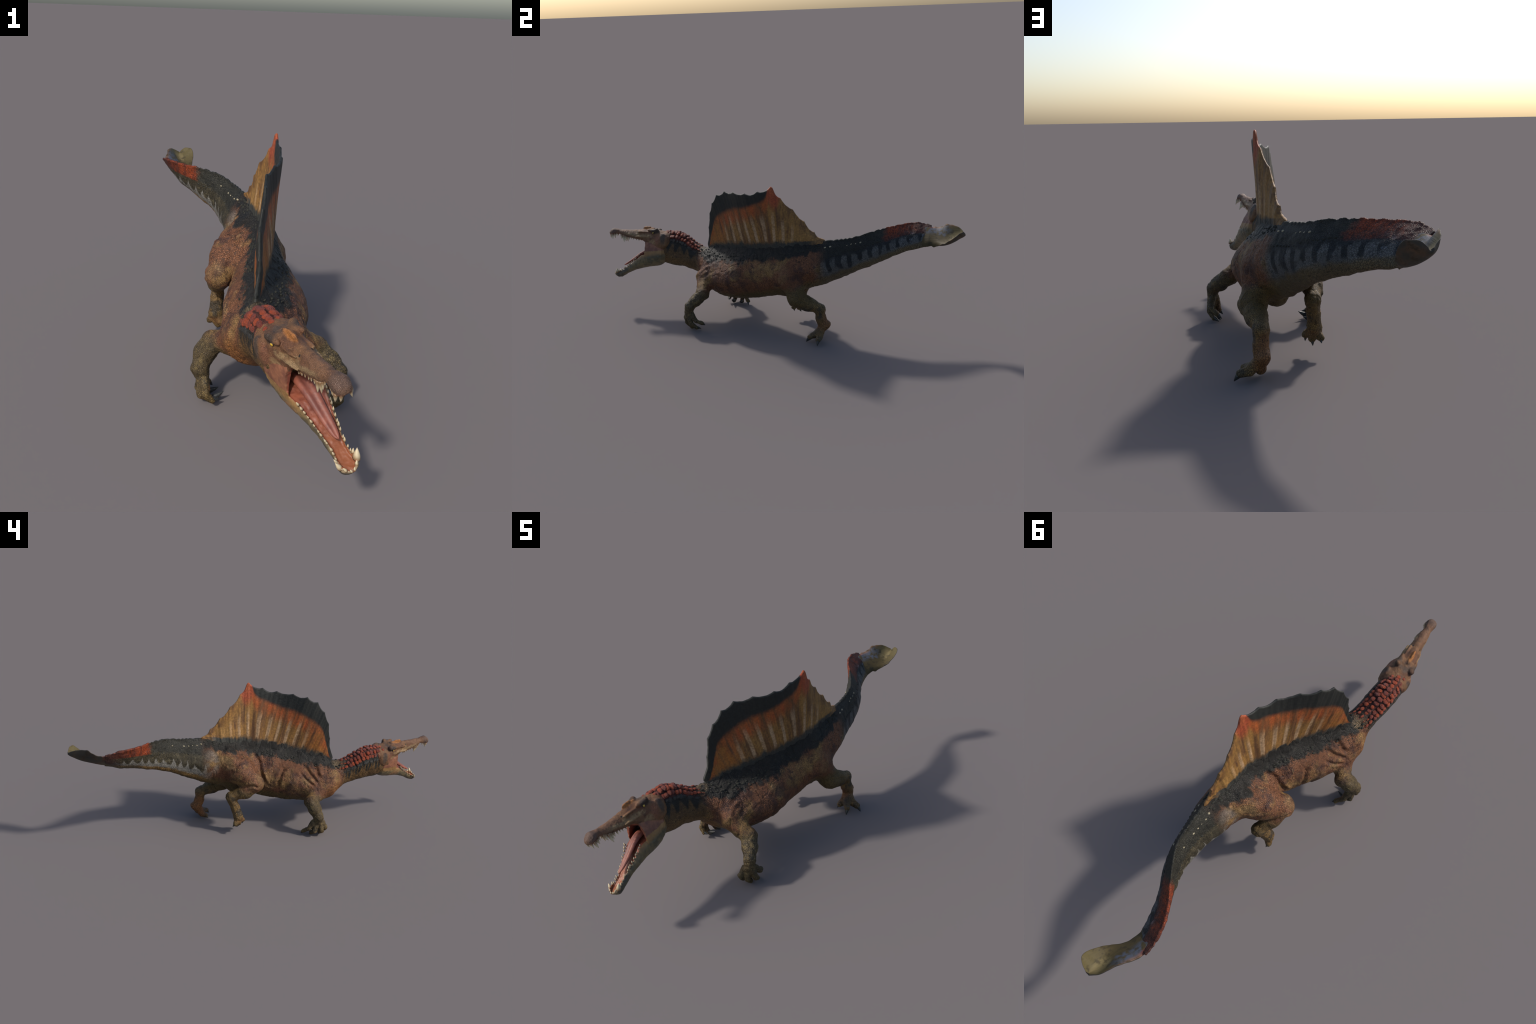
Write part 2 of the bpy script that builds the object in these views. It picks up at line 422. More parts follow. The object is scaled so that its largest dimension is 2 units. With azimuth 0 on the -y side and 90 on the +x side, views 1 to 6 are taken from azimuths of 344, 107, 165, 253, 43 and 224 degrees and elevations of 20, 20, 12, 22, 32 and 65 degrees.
def make_fluke(inside):
    m = Mat("fluke_inner_skin" if inside else "fluke_outer_skin", .62, .2)
    x, y, z = m.x, m.y, m.z
    n1 = m.noise(18, 3); n2 = m.noise(50, 3)
    line = y.fit([(.79,-.126),(.83,-.12),(.89,-.10),(.95,-.085),(1.0,-.075)])
    d = x - line                                               # + = lower lobe, - = upper lobe
    ins = m.mix((.060,.045,.019), (.088,.070,.029), y.step(.88, .98))
    ins = m.mix(ins, (.21,.165,.08), m.near((-.085,.955,.53), (.03,.05,.04)) * .5)
    ins = m.mix(ins, (.066,.076,.100), (d + (n1 - .5) * .05).step(.004, -.018) * y.step(.95, .90) * n2.step(.35, .6))
    ins = m.mix(ins, (.160,.085,.045), (d + (n1 - .5) * .03).step(-.03, -.05) * .8)
    out = m.mix((.050,.044,.034), (.100,.060,.036), n1.step(.45, .65))
    out = m.mix(out, (.028,.026,.024), m.near((-.14,.92,.56), (.06,.07,.05)) * .7)
    out = m.mix(out, (.120,.100,.060), y.step(.88, .80) * z.step(.52, .49))
    col = ins if inside else out
    col = m.mix(col, (.150,.034,.018), (d + (n1 - .5) * .02).step(-.028, -.040) * y.step(.85, .82))
    col = m.mix(col, (.030,.024,.014), m.noise(36, 5, .7).step(.50, .64) * .7)
    grain = m.noise(1, 3, .6, vec=m.vec(d * 160, y * 14, z * 160))
    col = m.scale_val(col, grain * .5 + .75)
    m.bump(grain, .002, .5)
    return m.done(col)

def make_head():
    m = Mat("head_skin", .52, .3)
    x, y, z = m.x, m.y, m.z; ax = x.abs()
    n1 = m.noise(22, 3); n2 = m.noise(70, 4); n3 = m.noise(200, 3)
    col = m.mix((.205,.100,.045), (.140,.062,.032), n1.step(.40, .62))
    col = m.mix(col, (.195,.100,.055), y.step(.10, .17) * .7)
    # pale ridge from the nostril along the lip and under the eye
    lip = (z + .020 + (y - .1) * -.18 + (n1 - .5) * .012).abs().step(.011, .003) * y.step(.04, .07) * y.step(.20, .15)
    col = m.mix(col, (.330,.225,.115), lip * .75)
    for sd in (-1, 1):
        for c, r, k in (((sd*.040,.030,-.020),(.02,.030,.014),.8), ((sd*.034,.064,-.014),(.02,.032,.010),.65), ((sd*.030,.100,-.004),(.02,.014,.014),.7), ((sd*.050,.010,-.055),(.02,.034,.022),.55)):
            col = m.mix(col, (.335,.225,.110), m.near(c, r) * n2.step(.32, .60) * k)
        col = m.mix(col, (.045,.034,.027), m.near((sd*.038,-.008,.010), (.022,.034,.020)) * .9)
        col = m.mix(col, (.060,.052,.045), m.near((sd*.060,-.060,-.030), (.03,.018,.045)) * .75)
        col = m.mix(col, (.240,.095,.055), m.near((sd*.052,-.028,-.040), (.02,.022,.040)) * .55)
        col = m.mix(col, (.020,.016,.014), m.near((sd*.022,.102,.006), (.012,.006,.005)))
        col = m.mix(col, (.020,.018,.016), m.near((sd*.056,-.019,.006), (.014,.009,.009)))
    col = m.mix(col, (.420,.165,.045), m.near((0,.044,.034), (.020,.046,.022)) * n1.step(.30, .50) * .95)
    col = m.mix(col, (.085,.062,.045), m.near((0,-.02,.020), (.035,.035,.014)) * n1.step(.35, .6) * .8)
    col = m.mix(col, (.120,.078,.062), m.near((0,.250,.0), (.04,.032,.035)) * .75)
    gum = (z + .050 - y.fit([(.0,-.03),(.07,.006),(.13,.018),(.19,.031),(.215,.041),(.28,.036)])).step(.004, -.004) * y.step(.05, .08)
    col = m.mix(col, (.240,.095,.050), gum * .8)
    col = m.mix(col, (.210,.110,.045), y.step(-.02, -.09) * z.step(-.03, -.08) * .7)
    col = m.mix(col, (.070,.036,.024), m.noise(48, 5, .7).step(.54, .66) * .55)
    col = m.scale_val(col, m.voronoi(330, 'DISTANCE_TO_EDGE').step(.02, .2) * .40 + .40 + n2 * .4)
    m.bump(m.noise(30, 5, .65), .009, .5); m.bump(m.voronoi(330, 'DISTANCE_TO_EDGE').min(.2), .004, .8); m.bump(n3, .001, .4)
    return m.done(col)

def make_jaw():
    m = Mat("jaw_skin", .48, .4)
    x, y, z = m.x, m.y, m.z
    n1 = m.noise(24, 3); n2 = m.noise(80, 3)
    col = m.mix((.150,.110,.052), (.075,.062,.036), n1.step(.42, .62))
    col = m.mix(col, (.250,.115,.045), m.near((.04,.045,-.165), (.07,.05,.03)) * n2.step(.3, .6) * .7)
    col = m.mix(col, (.275,.140,.045), (z - y.fit([(-.07,-.12),(.05,-.14),(.10,-.165),(.16,-.215),(.25,-.255)])).step(-.012, .012) * y.step(.12, .06) * .75)
    col = m.mix(col, (.050,.042,.032), y.step(.13, .20) * n1.step(.3, .55) * .75)
    lip = (z - y.fit([(.05,-.120),(.075,-.128),(.10,-.151),(.13,-.178),(.16,-.202),(.185,-.220),(.222,-.238),(.253,-.248)])).step(-.006, .0)
    col = m.mix(col, (.30,.22,.13), lip * y.step(.20, .215) * .9)
    col = m.scale_val(col, n2 * .4 + .8)
    m.bump(n2, .002, .5); m.bump(m.voronoi(420, 'DISTANCE_TO_EDGE').min(.2), .0015, .5)
    return m.done(col)

def make_flesh(name, a, b, rough=.35):
    m = Mat(name, rough, .5)
    n = m.noise(30, 4); col = m.mix(a, b, n.step(.38, .65))
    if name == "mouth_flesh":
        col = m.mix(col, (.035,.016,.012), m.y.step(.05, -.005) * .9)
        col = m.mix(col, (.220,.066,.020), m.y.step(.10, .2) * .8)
    if name == 'cheek_flesh':
        col = m.mix(col, (.270,.150,.050), (m.z + .1).step(-.004, -.022) * .8)
    m.bump(m.noise(120, 3), .002, .4)
    return m.done(col)

def make_eye():
    m = Mat("eye", .12, .6)
    r = (m.x.pow(2) + m.y.pow(2)).pow(.5)
    col = m.mix((.004,.004,.004), (.62,.40,.035), r.step(.0014, .0019))
    col = m.mix(col, (.16,.08,.02), r.step(.0034, .0042))
    col = m.mix(col, (.012,.010,.009), r.step(.0046, .0052))
    return m.done(col)

def make_tooth():
    m = Mat("tooth", .35, .45)
    col = m.mix((.20,.115,.055), (.50,.41,.26), m.z.step(.1, .6))
    col = m.scale_val(col, m.noise(4, 3) * .5 + .72); return m.done(col)

def make_claw():
    m = Mat("claw", .38, .5)
    col = m.mix((.050,.050,.044), (.020,.021,.020), m.z.step(.0, .6))
    col = m.mix(col, (.14,.13,.11), m.noise(5, 3).step(.55, .7) * .6); return m.done(col)

def make_scute(name, a, b, dark):
    m = Mat(name, .48, .4)
    oi = m.nt.nodes.new('ShaderNodeObjectInfo'); r = S(m.nt, oi.outputs['Random'])
    n = m.noise(3.5, 4)
    col = m.mix(a, b, (n * .7 + r * .5).step(.35, .85))
    col = m.mix(col, dark, m.z.step(.42, .02) * .9)
    col = m.scale_val(col, r * .45 + .75)
    m.bump(m.noise(1, 3, vec=m.vec(m.x * 14, m.y * 3, m.z * 6)), .12, .5)
    return m.done(col)

def flat_rough(name, c):
    m = Mat(name, .8, .12); return m.done(m.scale_val(m.rgb(c), m.noise(90, 3) * .9 + .55))

SKIN = make_skin(); SAIL = make_sail(); FLUKE_IN = make_fluke(True); FLUKE_OUT = make_fluke(False); HEAD = make_head(); JAWM = make_jaw()
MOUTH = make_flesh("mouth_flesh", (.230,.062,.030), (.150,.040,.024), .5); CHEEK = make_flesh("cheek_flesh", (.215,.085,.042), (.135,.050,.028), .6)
TONGUE = make_flesh("tongue_flesh", (.235,.070,.042), (.140,.040,.027), .55)
EYE = make_eye(); TOOTH = make_tooth(); CLAW = make_claw()
SCUTE = make_scute("red_scute", (.340,.062,.022), (.125,.030,.020), (.028,.018,.016)); STUD = make_scute("pale_stud", (.36,.31,.20), (.20,.17,.11), (.10,.08,.05)); LUMP = flat_rough('saddle_lump', (.030,.030,.025)); SCUTED = make_scute("dark_scute", (.046,.040,.034), (.026,.025,.022), (.016,.015,.014))

# ------------------------------------------------------------------ the animal
root = bpy.data.objects.new("spinosaur", None); bpy.context.collection.objects.link(root)
root["label"] = "sail-backed dinosaur walking with crocodile jaws wide open"
root["category"] = "dinosaur"

# trunk stations along y: top (x, z), bottom (x, z), half width, height of the widest level, top and bottom roundness
TRUNK = [
 (-.735, -.098, .400, -.090, .350, .012, .50, 2.0, 2.0),
 (-.722, -.103, .438, -.082, .305, .040, .50, 2.0, 2.0),
 (-.70, -.106, .448, -.076, .290, .050, .50, 2.0, 2.0),
 (-.65, -.115, .453, -.068, .272, .055, .48, 2.0, 2.0),
 (-.60, -.121, .453, -.066, .266, .056, .48, 2.0, 2.0),
 (-.55, -.118, .438, -.066, .262, .056, .48, 2.0, 2.0),
 (-.50, -.109, .410, -.066, .248, .055, .48, 2.0, 2.0),
 (-.46, -.102, .390, -.064, .228, .060, .46, 1.9, 2.0),
 (-.42, -.088, .384, -.053, .192, .082, .44, 1.7, 2.0),
 (-.38, -.066, .388, -.037, .158, .117, .43, 1.6, 2.0),
 (-.33, -.044, .397, -.015, .142, .136, .44, 1.5, 1.9),
 (-.25, -.012, .413,  .006, .131, .144, .45, 1.5, 1.9),
 (-.18, .014, .430,  .018, .132, .138, .46, 1.55, 1.9),
 (-.12, .032, .441,  .022, .141, .122, .46, 1.6, 1.9),
 (-.07, .044, .450,  .028, .150, .106, .46, 1.6, 1.9),
 (.03, .072, .466,  .046, .178, .090, .48, 1.5, 1.9),
 (.12, .083, .482,  .056, .205, .088, .50, 1.5, 1.85),
 (.20, .079, .498,  .060, .232, .086, .50, 1.5, 1.8),
 (.30, .070, .516,  .054, .267, .072, .49, 1.45, 1.75),
 (.40, .053, .522,  .042, .315, .053, .47, 1.4, 1.75),
 (.48, .029, .539,  .031, .354, .044, .43, 1.4, 1.9),
 (.555, -.023, .553,  .015, .384, .040, .42, 1.4, 1.9),
 (.60, -.062, .558, -.004, .401, .036, .42, 1.4, 2.0),
 (.65, -.105, .560, -.032, .422, .031, .42, 1.4, 2.0),
 ( .70, -.141, .562, -.055, .437, .027, .42, 1.5, 2.0),
 ( .76, -.166, .563, -.078, .452, .022, .42, 1.6, 2.0),
 ( .80, -.174, .558, -.084, .462, .013, .45, 1.8, 2.0),
 ( .83, -.175, .553, -.086, .468, .004, .45, 2.0, 2.0),
]
TRUNK = [(r[0],) + r[1:4] + (r[4] + .006 * max(0, min(1, (r[0] + .52) / .06, (.34 - r[0]) / .06)),) + r[5:8] + (r[8] - (.15 if -.5 < r[0] < .45 else 0),) for r in TRUNK]
trunk = curve(TRUNK)

def trunk_plane(p, X, Z):
    """distance of points in one y plane to the trunk's cross-section"""
    xt, zt, xb, zb, hw, tm, eu, el = p
    ax, az = xt - xb, zt - zb; H = math.hypot(ax, az); ax /= H; az /= H
    t = ((X - xb) * ax + (Z - zb) * az) / H - tm
    w = (X - xb) * az - (Z - zb) * ax
    up = t > 0
    h = t * H; L = np.where(up, (1 - tm) * H, tm * H); e = np.where(up, eu, el)
    n = ((np.abs(w) / hw) ** e + (np.abs(h) / L) ** e) ** (1 / e) + 1e-6
    d = np.sqrt(w * w + h * h) + 1e-5
    return d - d / n

def trunk_point(y, side, t):
    """surface point and outward direction at level t (0 bottom .. 1 top), side -1 (+x is 1)"""
    xt, zt, xb, zb, hw, tm, eu, el = trunk(y)
    a = np.array([xt - xb, 0, zt - zb]); H = np.linalg.norm(a); a /= H
    wdir = np.array([a[2], 0, -a[0]])
    e = eu if t > tm else el; q = abs(t - tm) / ((1 - tm) if t > tm else tm)
    w = hw * max(0, 1 - q ** e) ** (1 / e)
    p = np.array([xb, y, zb]) + a * t * H + wdir * w * side
    return p

HB = 0.0029
B = Field((-.30, -.80, -.012), (.285, .90, .62), HB)
sl, g = B.box((-.30, -.80, -.05), (.285, .90, .62))
tp = trunk(B.ax[1])
for j in range(B.n[1]):
    B.f[:, j, :] = trunk_plane(tp[j], g[0][:, 0, :].astype(float), g[2][:, 0, :].astype(float))
B.f[:, B.ax[1] < -.735, :] = .2; B.f[:, B.ax[1] > .83, :] = .2
lab0 = np.where(B.ax[1] < -.43, 1, np.where(B.ax[1] < .24, 2, 3)).astype(np.uint8)
B.lab[:] = lab0[None, :, None]

# the sail follows this line in plan; it rises from the back as a soft skirt
SAILX = curve([(-.43,-.090),(-.40,-.081),(-.36,-.061),(-.30,-.040),(-.235,-.012),(-.18,.012),(-.13,.028),(-.05,.052),(0,.066),(.04,.079),(.10,.083),(.20,.077),(.31,.071)])
SAILLEAN = curve([(-.43,0),(-.36,.002),(-.30,.003),(-.25,.006),(-.2,.014),(-.15,.024),(-.1,.033),(-.04,.035),(.02,.024),(.06,.014),(.12,.005),(.31,0)])
for j in range(B.n[1]):
    y = B.ax[1][j]
    if -.40 < y < .31:
        xt, zt = trunk(y)[:2]; xs = SAILX(y)[0]
        X = g[0][:, 0, :].astype(float); Z = g[2][:, 0, :].astype(float)
        fade = min(1, (y + .40) / .05, (.31 - y) / .20)
        d = np.maximum(np.abs(X - xs) - .011 * fade, Z - (zt - .04 + .075 * fade))
        d = np.where(Z < zt - .06, .2, d)
        B.f[:, j, :] = smin(B.f[:, j, :], d, .045 * fade + .003)

# comb along the tail: a low blade with a ragged edge
for j in range(B.n[1]):
    y = B.ax[1][j]
    if .26 < y < .83:
        xt, zt, xb, zb, hw = trunk(y)[:5]
        X = g[0][:, 0, :].astype(float); Z = g[2][:, 0, :].astype(float)
        a = np.array([xt - xb, zt - zb]); H_ = np.hypot(*a); a /= H_
        h = (X - xb) * a[0] + (Z - zb) * a[1] - H_; w = (X - xb) * a[1] - (Z - zb) * a[0]
        fade = np.clip(min((y - .26) / .12, (.83 - y) / .01), 0, 1)
        tooth_ = .0045 * abs(math.sin(y * 95 + 2 * math.sin(y * 31))) * fade
        d = np.maximum(np.abs(w) - (.005 + np.clip(-h, 0, .05) * .16), h - (.003 * fade + tooth_))
        d = np.where(h < -.07, .2, d)
        B.f[:, j, :] = smin(B.f[:, j, :], d, .006)

# ---- limbs: round-cone chains
FORE_R, FORE_L, HIND_R, HIND_L = 4, 5, 6, 7
# right thigh, drawn forward, foot hanging
chain(B, [((.036,.164,.398),.069),((-.024,.110,.346),.071),((-.088,.046,.294),.046)], .03, .030, HIND_R)
chain(B, [((-.090,.046,.287),.042),((-.083,.10,.250),.035),((-.064,.172,.222),.026)], .02, .012, HIND_R)
chain(B, [((-.062,.176,.215),.028),((-.074,.152,.160),.023),((-.082,.136,.108),.027)], .015, .012, HIND_R)
for tip, r in (((-.073,.132,.058),.0125),((-.099,.156,.068),.012),((-.054,.102,.068),.012)):
    chain(B, [((-.080,.136,.108),.018),((np.array((-.080,.136,.095))*.5+np.array(tip)*.5),.0155),(tip, r)], .006, .005, HIND_R)
# left leg, pushing off
chain(B, [((.068,.11,.380),.067),((.113,.125,.32),.055),((.150,.175,.225),.047)], .03, .030, HIND_L)
chain(B, [((.152,.175,.222),.048),((.156,.235,.195),.036),((.152,.300,.170),.027)], .02, .015, HIND_L)
chain(B, [((.152,.300,.168),.028),((.156,.306,.115),.025),((.158,.318,.075),.027)], .015, .012, HIND_L)
chain(B, [((.156,.318,.085),.022),((.153,.336,.088),.021)], .01, .010, HIND_L)
for tip, r in (((.228,.304,.028),.013),((.204,.254,.028),.0135),((.146,.272,.020),.0135)):
    chain(B, [((.162,.312,.068),.022),((np.array((.162,.308,.045))*.5+np.array(tip)*.5),.0165),(tip, r)], .006, .005, HIND_L)
# right arm
chain(B, [((-.085,-.345,.248),.054),((-.128,-.305,.215),.036),((-.174,-.248,.194),.035)], .02, .025, FORE_R)
chain(B, [((-.174,-.248,.194),.035),((-.201,-.26,.160),.032),((-.222,-.277,.118),.025)], .02, .012, FORE_R)
chain(B, [((-.222,-.277,.118),.026),((-.216,-.279,.090),.025)], .01, .012, FORE_R)
RF = [[(-.210,-.258,.085),(-.204,-.232,.045),(-.180,-.208,.022)],
      [(-.218,-.272,.080),(-.220,-.258,.034),(-.190,-.250,.0115)],
      [(-.218,-.290,.080),(-.222,-.298,.034),(-.190,-.300,.0115)],
      [(-.212,-.300,.085),(-.212,-.324,.045),(-.192,-.330,.026)]]
for f in RF:
    chain(B, [(f[0],.0165),(f[1],.0130),(f[2],.0115)], .004, .005, FORE_R)
# left arm
chain(B, [((.045,-.375,.250),.054),((.092,-.368,.218),.036),((.138,-.362,.194),.034)], .02, .025, FORE_L)
chain(B, [((.138,-.362,.194),.034),((.168,-.390,.164),.031),((.193,-.420,.133),.025)], .02, .012, FORE_L)
chain(B, [((.194,-.420,.133),.026),((.196,-.428,.100),.024)], .01, .012, FORE_L)
LF = [[(.200,-.410,.095),(.212,-.380,.058),(.192,-.356,.040)],
      [(.204,-.426,.088),(.214,-.408,.038),(.200,-.386,.014)],
      [(.194,-.436,.088),(.196,-.440,.038),(.190,-.416,.0115)],
      [(.182,-.438,.092),(.172,-.456,.056),(.168,-.440,.030)]]
for f in LF:
    chain(B, [(f[0],.0165),(f[1],.0130),(f[2],.0115)], .004, .005, FORE_L)
# cloacal bulge between the legs
sl, g2 = B.box((-.05,.0,.10), (.16,.24,.32))
B.add(sl, ellip(g2, (.055,.112,.232), (.040,.05,.042)), .04, 2)

V, Q, lab = surface_nets(B)
V = relax(V, Q, 3)
body_fl = face_labels(Q, lab)
N = vnormals(V, Q)
V += N * (noise3(V, 22, 1) * .0026 + noise3(V, 55, 2) * .0016 + noise3(V, 110, 6) * .0009 - .0022 * np.clip(1 - 7 * np.abs(noise3(V * np.array([1, 1.6, .55]), 26, 14)), 0, 1) * (V[:, 1] > -.47) * (V[:, 1] < .26))[:, None]
# skin folds (path, depth, width) and muscle swellings (centre, height, radius)
FOLDS = [
 ([(.028,.036,.438),(.007,.017,.411),(-.010,.003,.390),(-.031,.006,.354),(-.046,-.006,.316),(-.054,-.022,.272)], .0062, .009),
 ([(-.036,.002,.343),(-.051,-.013,.301),(-.056,-.031,.262),(-.070,-.072,.243)], .005, .007),
 ([(-.010,.205,.445),(-.030,.209,.417),(-.049,.198,.395),(-.072,.171,.393),(-.080,.143,.405),(-.058,.119,.426)], .007, .007),
 ([(-.042,.212,.390),(-.059,.198,.357),(-.055,.194,.323)], .006, .008),
 ([(-.062,-.166,.375),(-.064,-.137,.366),(-.069,-.113,.344),(-.075,-.103,.321),(-.078,-.090,.285),(-.076,-.089,.248)], .008, .009),
 ([(-.094,-.200,.346),(-.124,-.226,.309),(-.142,-.256,.281),(-.155,-.280,.266)], .005, .006),
 ([(-.076,-.234,.375),(-.113,-.255,.335),(-.136,-.280,.303),(-.150,-.298,.280)], .006, .007),
 ([(-.078,-.285,.380),(-.100,-.299,.358),(-.120,-.300,.330),(-.140,-.315,.300)], .008, .008),
 ([(-.088,.141,.273),(-.108,.110,.289),(-.131,.070,.300),(-.138,.035,.287)], .006, .006),
 ([(.015,-.324,.375),(.015,-.352,.363),(.020,-.376,.346),(.034,-.392,.320)], .0038, .010),
 ([(.038,-.294,.369),(.052,-.313,.350),(.054,-.343,.334),(.046,-.375,.322)], .0042, .010),
 ([(.072,-.336,.315),(.079,-.374,.303),(.090,-.394,.287)], .0035, .009),
 ([(.094,-.285,.311),(.088,-.331,.294),(.093,-.371,.285)], .003, .009),
 ([(.145,.010,.350),(.152,.020,.315),(.150,.036,.270),(.135,.060,.235)], .007, .010),
]
BULGES = [((-.045,.164,.422),.010,.026), ((-.111,-.171,.293),.007,.055), ((-.054,-.045,.310),.006,.040), ((-.109,.096,.345),.006,.045), ((-.035,-.070,.375),.005,.030),
 ((-.105,-.270,.350),.005,.020), ((-.130,-.370,.300),.005,.035), ((.060,-.360,.335),.004,.022), ((.110,-.230,.30),.006,.05), ((.150,.10,.36),.006,.05), ((-.10,-.33,.345),.004,.02),
 ((-.128,.045,.300),.005,.025), ((.172,.165,.215),.005,.03)]
W = np.zeros(len(V))
for path, dep, wid in FOLDS:
    P = np.array(path); t_ = np.linspace(0, 1, len(P)); q = np.linspace(0, 1, 60)
    C = np.stack([np.interp(q, t_, P[:, i]) for i in range(3)], 1)
    near = np.where(((V > C.min(0) - .05) & (V < C.max(0) + .05)).all(1))[0]
    D = np.sqrt(((V[near][:, None] - C[None]) ** 2).sum(2)); k = D.argmin(1); r = D.min(1)
    taper = np.clip(np.minimum(q, 1 - q) / .18, 0, 1)[k]
    W[near] += taper * dep * (-np.exp(-(r / wid) ** 2) + .45 * np.exp(-((r - 2.1 * wid) / (wid * 1.1)) ** 2))
for c, hgt, rad in BULGES:
    r2 = ((V - np.array(c)) ** 2).sum(1); W += hgt * np.exp(-r2 / rad ** 2)
# wrinkle rings on the lower limbs
limbv = (lab >= 4) & (V[:, 2] < .22)
W += np.where(limbv, .0007 * np.sin(V[:, 2] * 420 + 5 * noise3(V, 60, 9)) * np.clip(noise3(V, 25, 8) + .4, 0, 1) + .0012 * noise3(V, 75, 12), 0)
V += N * W[:, None]
split_regions(V, Q, {1: ("neck", SKIN), 2: ("torso", SKIN), 3: ("tail", SKIN), 4: ("forelimb", SKIN), 5: ("forelimb", SKIN), 6: ("hindlimb", SKIN), 7: ("hindlimb", SKIN)}, body_fl, root)

# ------------------------------------------------------------------ sail
SAILTOP = curve([(-.405,.395),(-.392,.43),(-.384,.46),(-.380,.50),(-.377,.545),(-.368,.60),(-.352,.645),(-.332,.685),(-.305,.712),(-.27,.730),(-.235,.739),(-.18,.744),(-.13,.749),(-.09,.753),(-.04,.768),(.0,.784),(.03,.800),(.043,.803),(.06,.772),(.08,.742),(.105,.722),(.13,.690),(.16,.666),(.20,.620),(.25,.566),(.28,.540),(.31,.520)])
def build_sail():
    # spine rays: fan from the back; u along the sail, v up each ray
    nu, nv = 420, 130
    u = np.linspace(0, 1, nu); rays = 14
    # ray foot on the back and ray tip on the outline (the front rays lean forward, the rear ones back)
    foot = -.375 + .66 * u
    tipc = curve([(0,-.4,.40),(.04,-.383,.47),(.09,-.379,.53),(.15,-.368,.60),(.21,-.350,.65),(.27,-.322,.697),(.34,-.272,.730),(.42,-.20,.743),(.50,-.115,.752),(.58,-.03,.772),(.635,.030,.797),(.655,.044,.803),(.68,.060,.772),(.72,.09,.735),(.78,.14,.684),(.84,.19,.632),(.90,.235,.583),(.95,.27,.549),(1.0,.31,.522)])
    tip = tipc(u)
    ph = u * rays
    sc = np.abs(np.sin(np.pi * ph)) ** .8           # scallops between rays
    amp = .0125 * np.clip(u / .05, 0, 1) * np.clip((1 - u) / .05, 0, 1)
    amp = amp * (.55 + .75 * (.5 + .5 * noise3(np.stack([np.floor(ph) * 3.7, ph * 0, ph * 0], 1), 1, 3))) + .0022 * noise3(np.stack([u * 160, u * 0, u * 0], 1), 1, 4) * np.clip(u / .05, 0, 1) * np.clip((1 - u) / .05, 0, 1)
    dirn = np.stack([tip[:, 0] - foot, tip[:, 1] - (trunk(foot)[:, 1] - .05)], 1)
    dirn /= np.linalg.norm(dirn, axis=1)[:, None]
    tip = tip - dirn * (amp * (sc - .35))[:, None]
    base = np.stack([foot, trunk(foot)[:, 1] - .05], 1)
    v = np.linspace(0, 1, nv)
    Y = base[:, None, 0] + (tip[:, None, 0] - base[:, None, 0]) * v[None] ** 1.0
    Z = base[:, None, 1] + (tip[:, None, 1] - base[:, None, 1]) * v[None]
    X = SAILX(Y.ravel()).reshape(Y.shape[0], Y.shape[1])
    # lean and billow
    X = X + SAILLEAN(Y.ravel()).reshape(Y.shape[0], Y.shape[1]) * np.clip((Z - trunk(Y.ravel())[:, 1].reshape(Y.shape)) / .28, 0, 1.1)
    X = X + .004 * np.sin(ph * 2.1)[:, None] * v[None] + .003 * np.sin(7 * v)[None] * np.sin(5 * u)[:, None]
    rib = (.5 + .5 * np.cos(2 * np.pi * ph))[:, None] ** 2
    th = (.0155 * (1 - v[None]) ** .8 + .0042) + .0034 * rib * (1 - v[None]) ** .5 * np.clip(v[None] * 6, 0, 1)
    edge = np.clip((1 - v[None]) / .012, 0, 1) ** .5
    wob = .0004 * np.sin(2 * np.pi * ph * 3)[:, None] * np.ones_like(v)[None]
    th = (th + wob) * edge
    ends = np.clip(np.minimum(u, 1 - u) / .006, 0, 1)[:, None] ** .5
    th = th * ends
    A = np.stack([X + th, Y, Z], 2).reshape(-1, 3); Bk = np.stack([X - th, Y, Z], 2).reshape(-1, 3)
    V = np.concatenate([A, Bk]); n = nu * nv
    i = np.arange(nu - 1)[:, None] * nv + np.arange(nv - 1)[None]
    q = np.stack([i, i + nv, i + nv + 1, i + 1], 2).reshape(-1, 4)
    F = np.concatenate([q, q[:, ::-1] + n])
    # close the rim
    loop = np.concatenate([np.arange(nu) * nv + nv - 1, ((nu - 1) * nv + np.arange(nv - 1))[::-1], (np.arange(nu - 1) * nv)[::-1], np.arange(1, nv)])
    l2 = np.roll(loop, -1)
    F = np.concatenate([F, np.stack([loop, l2, l2 + n, loop + n], 1)])
    return V, F
sv, sf = build_sail()
mesh_obj("sail", sv, sf, root, SAIL)

